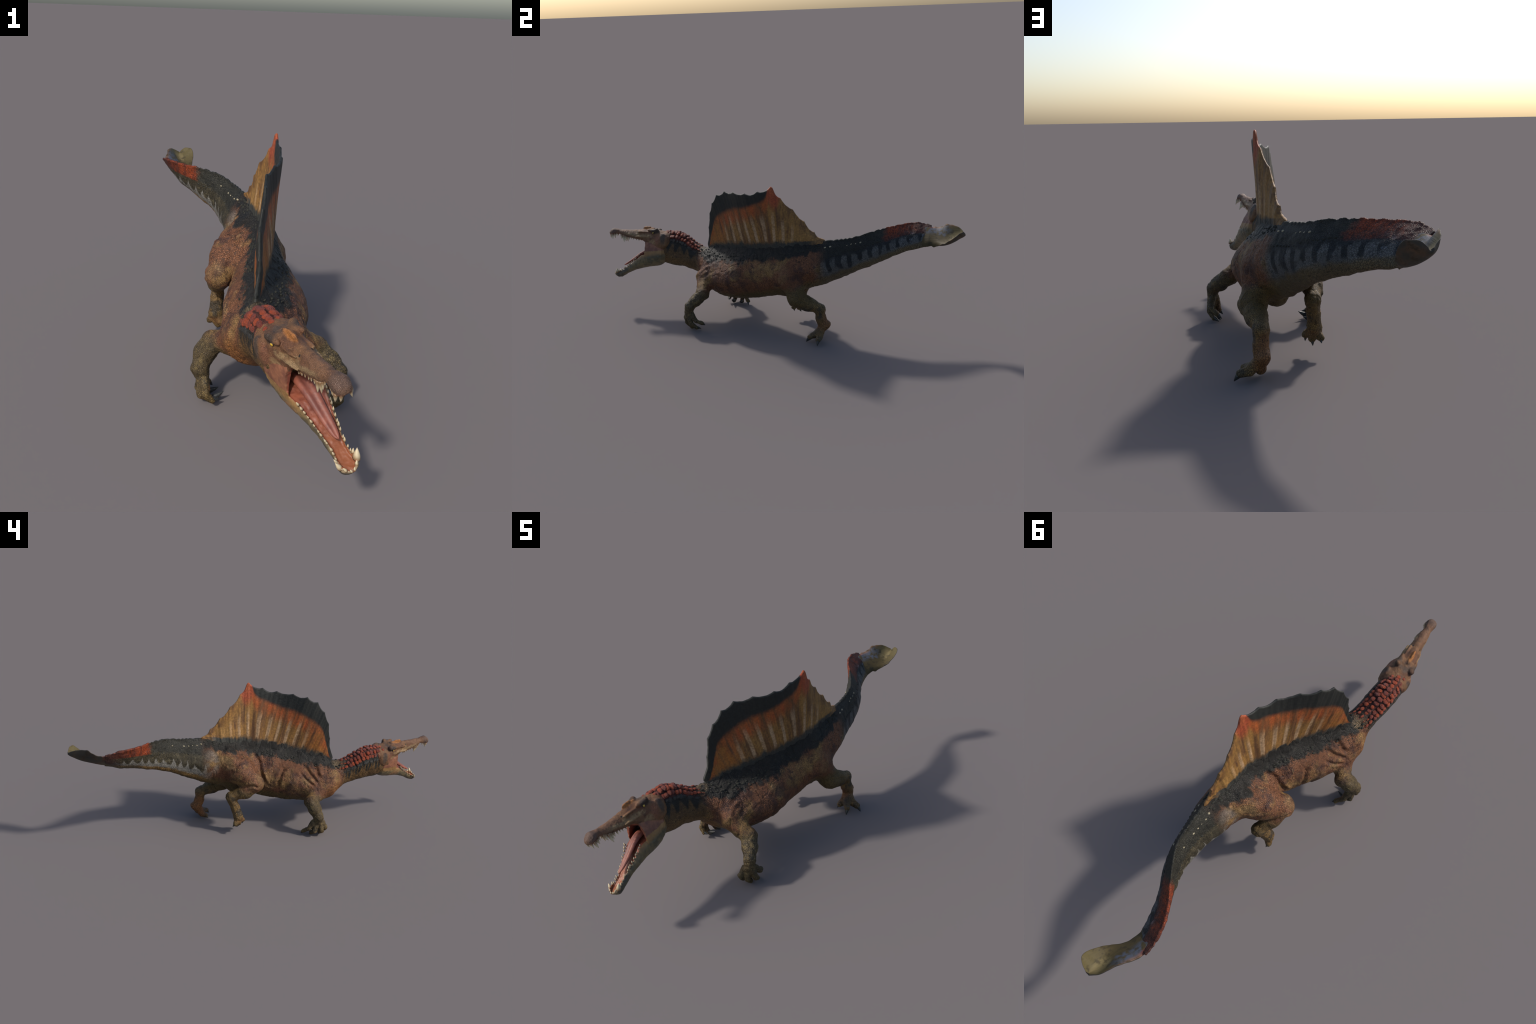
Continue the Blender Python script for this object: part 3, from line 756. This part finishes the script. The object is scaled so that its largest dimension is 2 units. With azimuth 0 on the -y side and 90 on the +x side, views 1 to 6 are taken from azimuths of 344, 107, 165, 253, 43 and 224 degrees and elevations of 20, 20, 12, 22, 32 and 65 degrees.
# ------------------------------------------------------------------ tail fluke: a thin scoop
FD = curve([(.755,-.164,.560),(.79,-.172,.558),(.82,-.172,.550),(.85,-.164,.546),(.87,-.158,.552),(.89,-.150,.565),(.915,-.138,.577),(.945,-.125,.575),(.975,-.110,.568),(.99,-.093,.560),(.999,-.082,.552)])
FV = curve([(.755,-.078,.454),(.79,-.080,.464),(.833,-.078,.472),(.864,-.063,.481),(.891,-.041,.497),(.925,-.025,.525),(.955,-.018,.552),(.975,-.024,.568),(.99,-.045,.566),(.999,-.068,.552)])
FM = curve([(.755,-.121,.507),(.79,-.126,.511),(.83,-.118,.510),(.86,-.108,.508),(.89,-.093,.506),(.92,-.082,.508),(.95,-.078,.517),(.975,-.076,.530),(.99,-.075,.537),(.999,-.075,.544)])
def build_fluke():
    nu, nv = 90, 40
    ys = .755 + .244 * np.linspace(0, 1, nu) ** .9
    D, Vv, M = FD(ys), FV(ys), FM(ys)
    w = np.linspace(0, 1, nv)[None, :, None]
    jit = noise3(np.stack([ys * 70, ys * 0, ys * 0], 1), 1, 5)
    C = 2 * M - .5 * (D + Vv)                       # bezier handle so that the curve passes M
    S2 = (1-w)**2 * D[:, None] + 2*w*(1-w) * C[:, None] + w**2 * Vv[:, None]
    ee = np.abs(np.linspace(-1, 1, nv)) ** 6
    S2 = S2 + (jit[:, None] * ee[None])[..., None] * .008 * np.where(np.arange(nv) < nv // 2, 1, -1)[None, :, None] * np.array([-.5, .8])
    P = np.stack([S2[..., 0], np.repeat(ys[:, None], nv, 1), S2[..., 1]], 2)
    du = np.gradient(P, axis=0); dv = np.gradient(P, axis=1)
    nrm = np.cross(du, dv); nrm /= np.linalg.norm(nrm, axis=2)[..., None] + 1e-9
    k = np.linspace(0, 1, nu)[:, None]; e = np.abs(np.linspace(-1, 1, nv))[None]
    th = np.interp(k, [0, .10, .24, .45, .75, 1], [.004, .010, .0135, .0125, .008, .004]) * np.clip((1 - e ** 4), .12, 1)
    A = (P + nrm * th[..., None]).reshape(-1, 3); Bk = (P - nrm * th[..., None]).reshape(-1, 3)
    n = nu * nv; i = np.arange(nu - 1)[:, None] * nv + np.arange(nv - 1)[None]
    q = np.stack([i, i + nv, i + nv + 1, i + 1], 2).reshape(-1, 4)
    F = np.concatenate([q, q[:, ::-1] + n])
    loop = np.concatenate([np.arange(nu) * nv + nv - 1, ((nu - 1) * nv + np.arange(nv - 1))[::-1], (np.arange(nu - 1) * nv)[::-1], np.arange(1, nv)])
    l2 = np.roll(loop, -1)
    return np.concatenate([A, Bk]), np.concatenate([F, np.stack([loop, l2, l2 + n, loop + n], 1)])
fv, ff = build_fluke()
fluke = mesh_obj("tail_fluke", fv, ff, root, FLUKE_OUT)
fluke.data.materials.append(FLUKE_IN)                 # the hollow side has a skin of its own
half = len(fv) // 2
for p in fluke.data.polygons:
    p.material_index = int(min(p.vertices) >= half)

# ------------------------------------------------------------------ head, in its own frame
# local axes: x = animal's right, y = forward along the snout, z = up out of the skull
HO = Vector((-.098, -.731, .446))
HF = Vector((.17309, -.98451, .02801)); HR = Vector((-.93634, -.17331, -.30534)); HU = Vector((-.30546, -.02662, .95183))
HM = Matrix(((HR.x, HF.x, HU.x, HO.x), (HR.y, HF.y, HU.y, HO.y), (HR.z, HF.z, HU.z, HO.z), (0, 0, 0, 1)))

# skull stations along the snout: half width, top, gum line, level of the widest part, top roundness
SKULL = curve([
 (-.105,.030, .000,-.060,.50,2.0),(-.095,.052, .006,-.080,.45,2.0),(-.075,.060, .010,-.090,.40,2.1),(-.05,.061, .013,-.097,.38,2.1),
 (-.03,.057, .016,-.097,.38,2.2),(.0,.048, .021,-.091,.40,2.2),(.02,.043, .024,-.083,.42,2.0),
 (.045,.038, .022,-.069,.42,1.8),(.07,.032, .019,-.049,.40,1.7),(.10,.029, .016,-.043,.38,1.7),
 (.13,.027, .015,-.038,.36,1.8),(.165,.024, .014,-.030,.38,1.9),(.19,.021, .014,-.023,.42,2.0),
 (.212,.0175,.015,-.013,.45,2.0),(.228,.0195,.018,-.014,.45,2.1),(.246,.0225,.021,-.018,.45,2.1),
 (.261,.0200,.015,-.020,.45,2.1),(.270,.013, .007,-.016,.45,2.0),(.276,.004,-.002,-.008,.5,2.0)])
# lower jaw stations: centre offset, half width, top, bottom
JAW = curve([
 (-.075,.004,.043,-.105,-.150),(-.06,.004,.052,-.100,-.165),(-.03,.004,.058,-.100,-.182),(.0,.004,.058,-.108,-.191),(.03,.005,.055,-.113,-.199),(.05,.006,.052,-.116,-.203),
 (.075,.007,.047,-.124,-.209),(.10,.008,.040,-.147,-.216),(.13,.011,.032,-.174,-.227),(.16,.014,.026,-.198,-.241),
 (.185,.016,.0225,-.216,-.256),(.203,.018,.0235,-.227,-.266),(.218,.019,.026,-.234,-.267),(.230,.020,.023,-.238,-.261),(.239,.020,.013,-.243,-.255),(.244,.020,.004,-.247,-.251)])
HH = 0.0016
H = Field((-.085, -.135, -.285), (.085, .30, .065), HH)
sl, g = H.box((-.2,-.2,-.4), (.2,.4,.2))
X = g[0][:, 0, :].astype(float); Z = g[2][:, 0, :].astype(float)
sk = SKULL(H.ax[1]); jw = JAW(H.ax[1])
UP = np.full(H.n, .2, np.float32); LO = UP.copy(); CV = UP.copy(); CK = UP.copy()
def oval(X, Z, cx, hw, top, bot, tm, eu, el):
    Ht = top - bot; t = (Z - bot) / Ht - tm; up = t > 0
    L = np.where(up, (1 - tm), tm) * Ht; e = np.where(up, eu, el); h = t * Ht; w = X - cx
    n = ((np.abs(w) / hw) ** e + (np.abs(h) / L) ** e) ** (1 / e) + 1e-6
    d = np.sqrt(w*w + h*h) + 1e-6
    return d - d / n
gum = lambda s: SKULL(s)[..., 2]
for j in range(H.n[1]):
    s = H.ax[1][j]
    hw, top, bot, tm, eu = sk[j]
    if -.105 <= s <= .276: UP[:, j, :] = oval(X, Z, 0, hw, top, bot, tm, eu, 3.2)
    c, jh, jt, jb = jw[j]
    if -.075 <= s <= .244: LO[:, j, :] = oval(X, Z, c, jh, jt, jb, .62, 3.0, 2.0)
    # cheek skin stretched between the jaws
    if -.085 <= s <= .052:
        cw = np.interp(s, [-.085, -.05, .0, .035, .052], [.036, .060, .059, .056, .052])
        CK[:, j, :] = oval(X, Z, .003, cw, -.022, jb + .012, .40, 2.0, 2.6)
    # mouth: a wedge opening to the front, between palate and jaw floor
    if -.035 < s < .258:
        roof = bot + np.interp(s, [-.035, .0, .06, .25], [-.004, .008, .007, .005])
        floor = jt - np.interp(s, [-.035, .0, .04, .08, .2, .24], [.0, .010, .014, .012, .009, .009])
        k = np.interp(s, [-.035, .01, .05], [.0, .7, 1.0]); mid = .5 * (roof + floor)
        roof = mid + (roof - mid) * k; floor = mid + (floor - mid) * k
        tt = np.clip((Z - jt) / (bot - jt), 0, 1); cc = c * (1 - tt)
        mw = (jh - .0065) * (1 - tt) + (hw - .0085) * tt
        mw = np.where((Z < jt + .004) | (Z > bot - .002) | (s < .05), mw, .2)
        mw = np.maximum(mw, .003) * min(1, (s + .035) / .03)
        a = np.abs(X - cc) - mw; b = np.abs(Z - mid) - (roof - floor) / 2
        CV[:, j, :] = smax(a, b, .006)
def sub(F, c, r, k, amt=1):
    s_, q = H.box(np.array(c) - np.array(r) - k - .01, np.array(c) + np.array(r) + k + .01)
    F[s_] = smax(F[s_], -ellip(q, c, r), k)
def put(F, c, r, k, ax=None):
    m = max(r) + k + .006; s_, q = H.box(np.array(c) - m, np.array(c) + m)
    F[s_] = smin(F[s_], ellip(q, c, r, ax), k)
for sd in (-1, 1):
    put(UP, (sd*.033, .000, .012), (.0100, .022, .0085), .014)      # brow ridge
    put(UP, (sd*.036, -.018, .0155), (.0095, .010, .0105), .012)       # brow horn
    put(UP, (sd*.034, .022, .013), (.007, .014, .007), .006)         # lachrymal bump
    put(UP, (sd*.052, -.055, -.045), (.012, .030, .042), .012)       # cheek muscle
    put(UP, (sd*.0335, .060, -.024), (.006, .050, .0055), .006); put(UP, (sd*.0265, .070, .003), (.005, .045, .0045), .006)        # jugal ridge
    sub(UP, (sd*.046, .054, -.010), (.0145, .022, .0080), .006)       # fenestra hollow
    sub(UP, (sd*.052, .001, -.002), (.012, .012, .009), .004)        # eye socket
    sub(UP, (sd*.068, -.018, .006), (.020, .010, .010), .006)        # pit behind the eye
    sub(UP, (sd*.036, .128, .004), (.013, .036, .009), .010)         # snout hollow
    sub(UP, (sd*.024, .102, .006), (.0055, .004, .003), .002)        # nostril
put(UP, (0, .046, .025), (.0060, .026, .0125), .008)                 # crest
put(UP, (0, .012, .022), (.006, .016, .009), .006)
put(LO, (.004, .0, -.165), (.036, .06, .026), .015)                  # throat pouch
put(LO, (.019-.019, .226, -.228), (.0065, .014, .012), .006); put(LO, (.019+.019, .226, -.230), (.0065, .014, .011), .006)
CV2 = CV
TOT = smin(smin(UP, CK, .004), LO, .004)
TOT = smax(TOT, -CV2, .0025)
H.f = TOT.astype(np.float32)
H.lab = np.where(-CV2 > np.minimum(np.minimum(UP, CK), LO) - .0012, 3, np.where(LO < np.minimum(UP, CK), 2, np.where((CK < UP) & (H.ax[2][None, None, :] > np.interp(H.ax[1], [-.06, .06], [-.099, -.114])[None, :, None]), 4, np.where(CK < UP, 2, 1)))).astype(np.uint8)
V, Q, lab = surface_nets(H)
V = relax(V, Q, 3)
fl = face_labels(Q, lab)
N = vnormals(V, Q)
V += N * (noise3(V, 45, 3) * .0012 + noise3(V, 95, 7) * .0009 + noise3(V, 180, 4) * .0005)[:, None]
head = split_regions(V, Q, {1: ("head", HEAD), 2: ("lower_jaw", JAWM), 3: ("mouth_lining", MOUTH), 4: ("cheek_skin", CHEEK)}, fl, root, HM)

# tongue
def tube(path, radii, nseg=20, flat=1.0):
    path = np.array(path, float); n = len(path); rings = []
    T = np.gradient(path, axis=0); T /= np.linalg.norm(T, axis=1)[:, None]
    for i in range(n):
        up = np.array([0, 0, 1.]) ; a = np.cross(T[i], up); a /= np.linalg.norm(a) + 1e-9; b = np.cross(a, T[i])
        th = np.linspace(0, 2*np.pi, nseg, endpoint=False)
        rings.append(path[i] + radii[i] * (np.cos(th)[:, None] * a + flat * np.sin(th)[:, None] * b))
    V = np.concatenate(rings); F = []
    for i in range(n - 1):
        for j in range(nseg):
            k = (j + 1) % nseg; F.append((i*nseg + j, i*nseg + k, (i+1)*nseg + k, (i+1)*nseg + j))
    F.append(tuple(range(nseg))[::-1]); F.append(tuple((n-1)*nseg + j for j in range(nseg)))
    return V, F
tp_ = curve([(0,.003,-.02,-.118,.022),(.2,.004,.03,-.108,.022),(.4,.006,.075,-.122,.020),(.6,.008,.115,-.150,.017),(.8,.010,.152,-.175,.0135),(.93,.012,.178,-.190,.008),(1,.012,.187,-.194,.002)])(np.linspace(0, 1, 28))
tv, tf = tube(tp_[:, :3], tp_[:, 3], 24, .55)
a = np.array([v[2] for v in tv]); ctr = np.repeat(tp_[:, :3], 24, 0); rr = np.repeat(tp_[:, 3], 24)
tv[:, 2] -= .35 * rr * np.exp(-((tv[:, 0] - ctr[:, 0]) / (rr * .3)) ** 2) * (tv[:, 2] > ctr[:, 2])
mesh_obj("tongue", tv, tf, root, TONGUE, True, None, HM)

# eyes
def sphere(r, n=16):
    V = []; F = []
    for i in range(n + 1):
        p = math.pi * i / n
        for j in range(2*n):
            q = math.pi * j / n; V.append((r*math.sin(p)*math.cos(q), r*math.sin(p)*math.sin(q), r*math.cos(p)))
    for i in range(n):
        for j in range(2*n):
            k = (j + 1) % (2*n); F.append((i*2*n + j, (i+1)*2*n + j, (i+1)*2*n + k, i*2*n + k))
    return V, F
ev, ef = sphere(.0068)
eye = mesh_obj("eye", ev, ef, root, EYE, True)
e2 = eye.copy(); bpy.context.collection.objects.link(e2)
for o, sd in ((eye, 1), (e2, -1)):
    d = Vector((sd * .9, .40, .12)).normalized()
    o.matrix_world = HM @ Matrix.Translation((sd * .0375, .001, -.001)) @ d.to_track_quat('Z', 'Y').to_matrix().to_4x4()

# teeth: curved cones
def tooth_mesh():
    rings = 9; n = 10; V = []; F = []
    for i in range(rings):
        t = i / (rings - 1); r = .5 * (1 - t ** 1.9) * .40 + .006
        for j in range(n):
            q = 2*math.pi*j/n; V.append((r*math.cos(q)*.85, r*math.sin(q) - .16*t*t, t))
    for i in range(rings - 1):
        for j in range(n):
            k = (j+1) % n; F.append((i*n+j, i*n+k, (i+1)*n+k, (i+1)*n+j))
    F.append(tuple(range(n))[::-1]); F.append(tuple((rings-1)*n+j for j in range(n)))
    return V, F
tmv, tmf = tooth_mesh()
tooth0 = None
def tooth(p, d, L, w=1.0):
    global tooth0
    if tooth0 is None: o = tooth0 = mesh_obj("tooth", tmv, tmf, root, TOOTH, True)
    else: o = tooth0.copy(); bpy.context.collection.objects.link(o)
    d = Vector(d).normalized(); y = Vector((0, 1, 0)); x = y.cross(d).normalized(); y = d.cross(x)
    R3 = Matrix((x, y, d)).transposed().to_4x4()
    o.matrix_world = HM @ Matrix.Translation(p) @ R3 @ Matrix.Diagonal((L*w, L*w, L, 1))
rt = random.Random(3)
for sd in (-1, 1):
    # premaxillary rosette, then the big maxillary teeth, then small ones to the back
    for s, L, w in ((.262,.018,1.15),(.250,.021,1.15),(.238,.018,1.15),(.226,.011,1.3),
                    (.203,.012,1.2),(.195,.024,1.0),(.185,.031,.95),(.174,.028,.95),(.161,.013,1.2),(.149,.010,1.3),(.136,.009,1.3),
                    (.121,.007,1.4),(.106,.006,1.5),(.092,.005,1.6)):
        if rt.random() < .12 and L < .02: continue
        hw, top, bot, tm, eu = SKULL(s)
        x = sd * max(.003, (hw - .0045) * (1 if s < .26 else .75))
        tooth((x, s + rt.uniform(-.002,.002), bot + .005), (sd*.12 + rt.uniform(-.08,.08), .05 + rt.uniform(-.08,.08), -1), (L + .005) * rt.uniform(.75,1.15), w * rt.uniform(.9, 1.2))
    for i, s in enumerate(np.linspace(.084, .200, 13) + np.array([rt.uniform(-.003, .003) for _ in range(13)])):
        c, jh, jt, jb = JAW(s)
        L = .0075 * rt.uniform(.6, 1.3)
        tooth((c + sd*(jh - .0035), s, jt - .003), (sd*.25, .35, .9), L + .003, 1.75)
    for s, L, w, k in ((.208,.014,1.7,1.0),(.222,.020 if sd > 0 else .027,2.0,.95),(.234,.012,2.0,.8),(.241,.009,2.0,.45)):
        c, jh, jt, jb = JAW(s)
        tooth((c + sd*(jh - .002)*k, s, jt - .004), (sd*.35, .25, .9), L, w)

# ------------------------------------------------------------------ claws
def claw_mesh():
    rings = 10; n = 12; V = []; F = []
    for i in range(rings):
        t = i / (rings - 1); r = .36 * (1 - t ** 1.9) + .03
        for j in range(n):
            q = 2*math.pi*j/n; V.append((r*math.cos(q)*.8, r*math.sin(q) - .28*t*t, t))
    for i in range(rings - 1):
        for j in range(n):
            k = (j+1) % n; F.append((i*n+j, i*n+k, (i+1)*n+k, (i+1)*n+j))
    F.append(tuple(range(n))[::-1]); F.append(tuple((rings-1)*n+j for j in range(n)))
    return V, F
cmv, cmf = claw_mesh(); claw0 = None
def claw(p, tip, w=1.0, curl=(0, 0, 1)):
    """claw from p to tip; curl = side its belly bends away from"""
    global claw0
    if claw0 is None: o = claw0 = mesh_obj("claw", cmv, cmf, root, CLAW, True)
    else: o = claw0.copy(); bpy.context.collection.objects.link(o)
    p = Vector(p); d = Vector(tip) - p; L = d.length; d.normalize()
    y = Vector(curl); x = y.cross(d).normalized(); y = d.cross(x)
    o.matrix_world = Matrix.Translation(p) @ Matrix((x, y, d)).transposed().to_4x4() @ Matrix.Diagonal((L*w, L*w, L, 1))
# right hand
claw((-.194,-.300,.012), (-.146,-.300,.027), .62, (0,0,-1)); claw((-.194,-.250,.012), (-.154,-.254,.016), .70, (0,0,-1))
claw((-.184,-.211,.024), (-.160,-.200,.008), .85); claw((-.196,-.330,.028), (-.170,-.326,.020), .85, (0,0,-1))
# left hand
claw((.196,-.360,.043), (.170,-.343,.026), .80); claw((.204,-.389,.016), (.180,-.366,.008), .80)
claw((.192,-.420,.013), (.168,-.396,.008), .80); claw((.170,-.444,.033), (.152,-.424,.020), .85)
# right foot
claw((-.074,.131,.064), (-.072,.135,.036), 1.0, (0,-1,0)); claw((-.096,.152,.074), (-.096,.166,.050), 1.0, (0,-1,0)); claw((-.058,.108,.074), (-.054,.100,.048), 1.0, (0,-1,0))
# left foot
claw((.222,.304,.032), (.254,.304,.012), .9); claw((.200,.262,.031), (.214,.232,.012), .95); claw((.148,.280,.022), (.142,.254,.012), .95)
claw((.150,.334,.078), (.137,.326,.060), 1.0)

# ------------------------------------------------------------------ neck scutes
def scute_mesh():
    n = 8; V = []; F = []; rings = ((1.0, -.5), (1.0, .22), (.72, .72), (.22, .92))
    for r, z in rings:
        for j in range(n):
            q = 2*math.pi*(j + .5)/n; c, s = math.cos(q), math.sin(q); m = max(abs(c), abs(s)) ** .85
            V.append((r*c/m*.5, r*s/m*.5 + (.22*max(0, z)), z))
    for i in range(len(rings) - 1):
        for j in range(n):
            k = (j+1) % n; F.append((i*n+j, i*n+k, (i+1)*n+k, (i+1)*n+j))
    F.append(tuple(range(n))[::-1]); F.append(tuple((len(rings)-1)*n+j for j in range(n)))
    return V, F
smv, smf = scute_mesh(); scute0 = {}
def scute(y, side, t, size, h, mat, name):
    key = (mat.name, name)
    if key not in scute0: o = scute0[key] = mesh_obj(name, smv, smf, root, mat, False)
    else: o = scute0[key].copy(); bpy.context.collection.objects.link(o)
    sd = 1 if side >= 0 else -1
    p = trunk_point(y, sd, t); q = trunk_point(y, sd, min(1, t + .02)); q2 = trunk_point(y, sd, t - .02)
    tang = Vector(q - q2) * (1 if True else 1)
    ahead = Vector(trunk_point(y + .01, sd, t) - trunk_point(y - .01, sd, t)).normalized()
    if t > .985: nrm = Vector((trunk(y)[0] - trunk(y)[2], 0, trunk(y)[1] - trunk(y)[3])).normalized()
    else:
        nrm = ahead.cross(tang).normalized()
        c = Vector((0.5*(trunk(y)[0] + trunk(y)[2]), y, .5*(trunk(y)[1] + trunk(y)[3])))
        if nrm.dot(Vector(p) - c) < 0: nrm = -nrm
    nrm = (nrm - ahead * nrm.dot(ahead)).normalized(); xx = ahead.cross(nrm)
    o.matrix_world = Matrix.Translation(p) @ Matrix((xx, ahead, nrm)).transposed().to_4x4() @ Matrix.Rotation(rs.uniform(-.28, .28), 4, 'Z') @ Matrix.Diagonal((size[0], size[1], h, 1))
rs = random.Random(11)
ys = np.linspace(-.672, -.440, 14)
for i, y in enumerate(ys):
    k = math.sin(math.pi * min(1, (i + 2.4) / 15.5)) ** .6
    for sd, t, w, h, red in ((1, 1.0, .026, .0110, 1), (1, .950, .029, .0115, 1), (-1, .950, .029, .0115, 1), (1, .855, .027, .0085, 1), (-1, .855, .027, .0085, 1), (1, .74, .022, .005, 0), (-1, .74, .022, .005, 0)):
        yy = y + (.0085 if t in (1.0, .855) else 0)
        scute(yy + rs.uniform(-.005, .005), sd, t + rs.uniform(-.012, .012) * (t < 1), (w * k * rs.uniform(.68, 1.12), .0205 * rs.uniform(.8, 1.12)), h * k * rs.uniform(.65, 1.3), SCUTE if red else SCUTED, "neck_scute")

# rows of small bony lumps along the back and the tail
def lumps(name, rows, mat, kind="stuff", skip=.15):
    V = []; F = []; r = random.Random(5); n = 8
    for y0, y1, step, side, t0, t1, w, h in rows:
        y = y0
        while y < y1:
            if r.random() < skip:
                y += step; continue
            u = (y - y0) / (y1 - y0); t = t0 + (t1 - t0) * u + r.uniform(-.014, .014)
            p = Vector(trunk_point(y, side, t)); a = (Vector(trunk_point(y + .01, side, t)) - Vector(trunk_point(y - .01, side, t))).normalized()
            b = (Vector(trunk_point(y, side, min(.995, t + .03))) - Vector(trunk_point(y, side, t - .03))).normalized()
            nn = a.cross(b).normalized()
            if nn.x * side < 0: nn = -nn
            ww = w * r.uniform(.75, 1.25); hh = h * r.uniform(.6, 1.3); base = len(V)
            for k, (rr, zz) in enumerate(((1.05, -.6), (1, .1), (.75, .7), (.3, 1.0))):
                for j in range(n):
                    q = 2*math.pi*j/n; V.append(p + a * (math.cos(q) * rr * ww * 1.25) + b * (math.sin(q) * rr * ww * .85) + nn * (zz * hh))
            for i in range(3):
                for j in range(n):
                    k = (j+1) % n; F.append((base+i*n+j, base+i*n+k, base+(i+1)*n+k, base+(i+1)*n+j))
            F.append(tuple(base+3*n+j for j in range(n)))
            y += step * r.uniform(.8, 1.25)
    return mesh_obj(name, V, F, root, mat, True, kind=kind)
rows = []
for sd in (-1, 1):
    rows += [(-.43, .30, .0165, sd, .93, .955, .0056, .0034), (-.42, .30, .0150, sd, .885, .915, .0050, .0024), (-.40, .28, .017, sd, .965, .975, .005, .0024),
             (.30, .60, .0150, sd, .72, .66, .0042, .0026), (-.36, .10, .019, sd, .845, .87, .0045, .0026)]
lumps("back_lumps", rows, LUMP)
lumps("tail_studs", [(.315, .50, .021, sd, .90, .86, .0042, .0032) for sd in (-1, 1)], STUD, skip=.3)
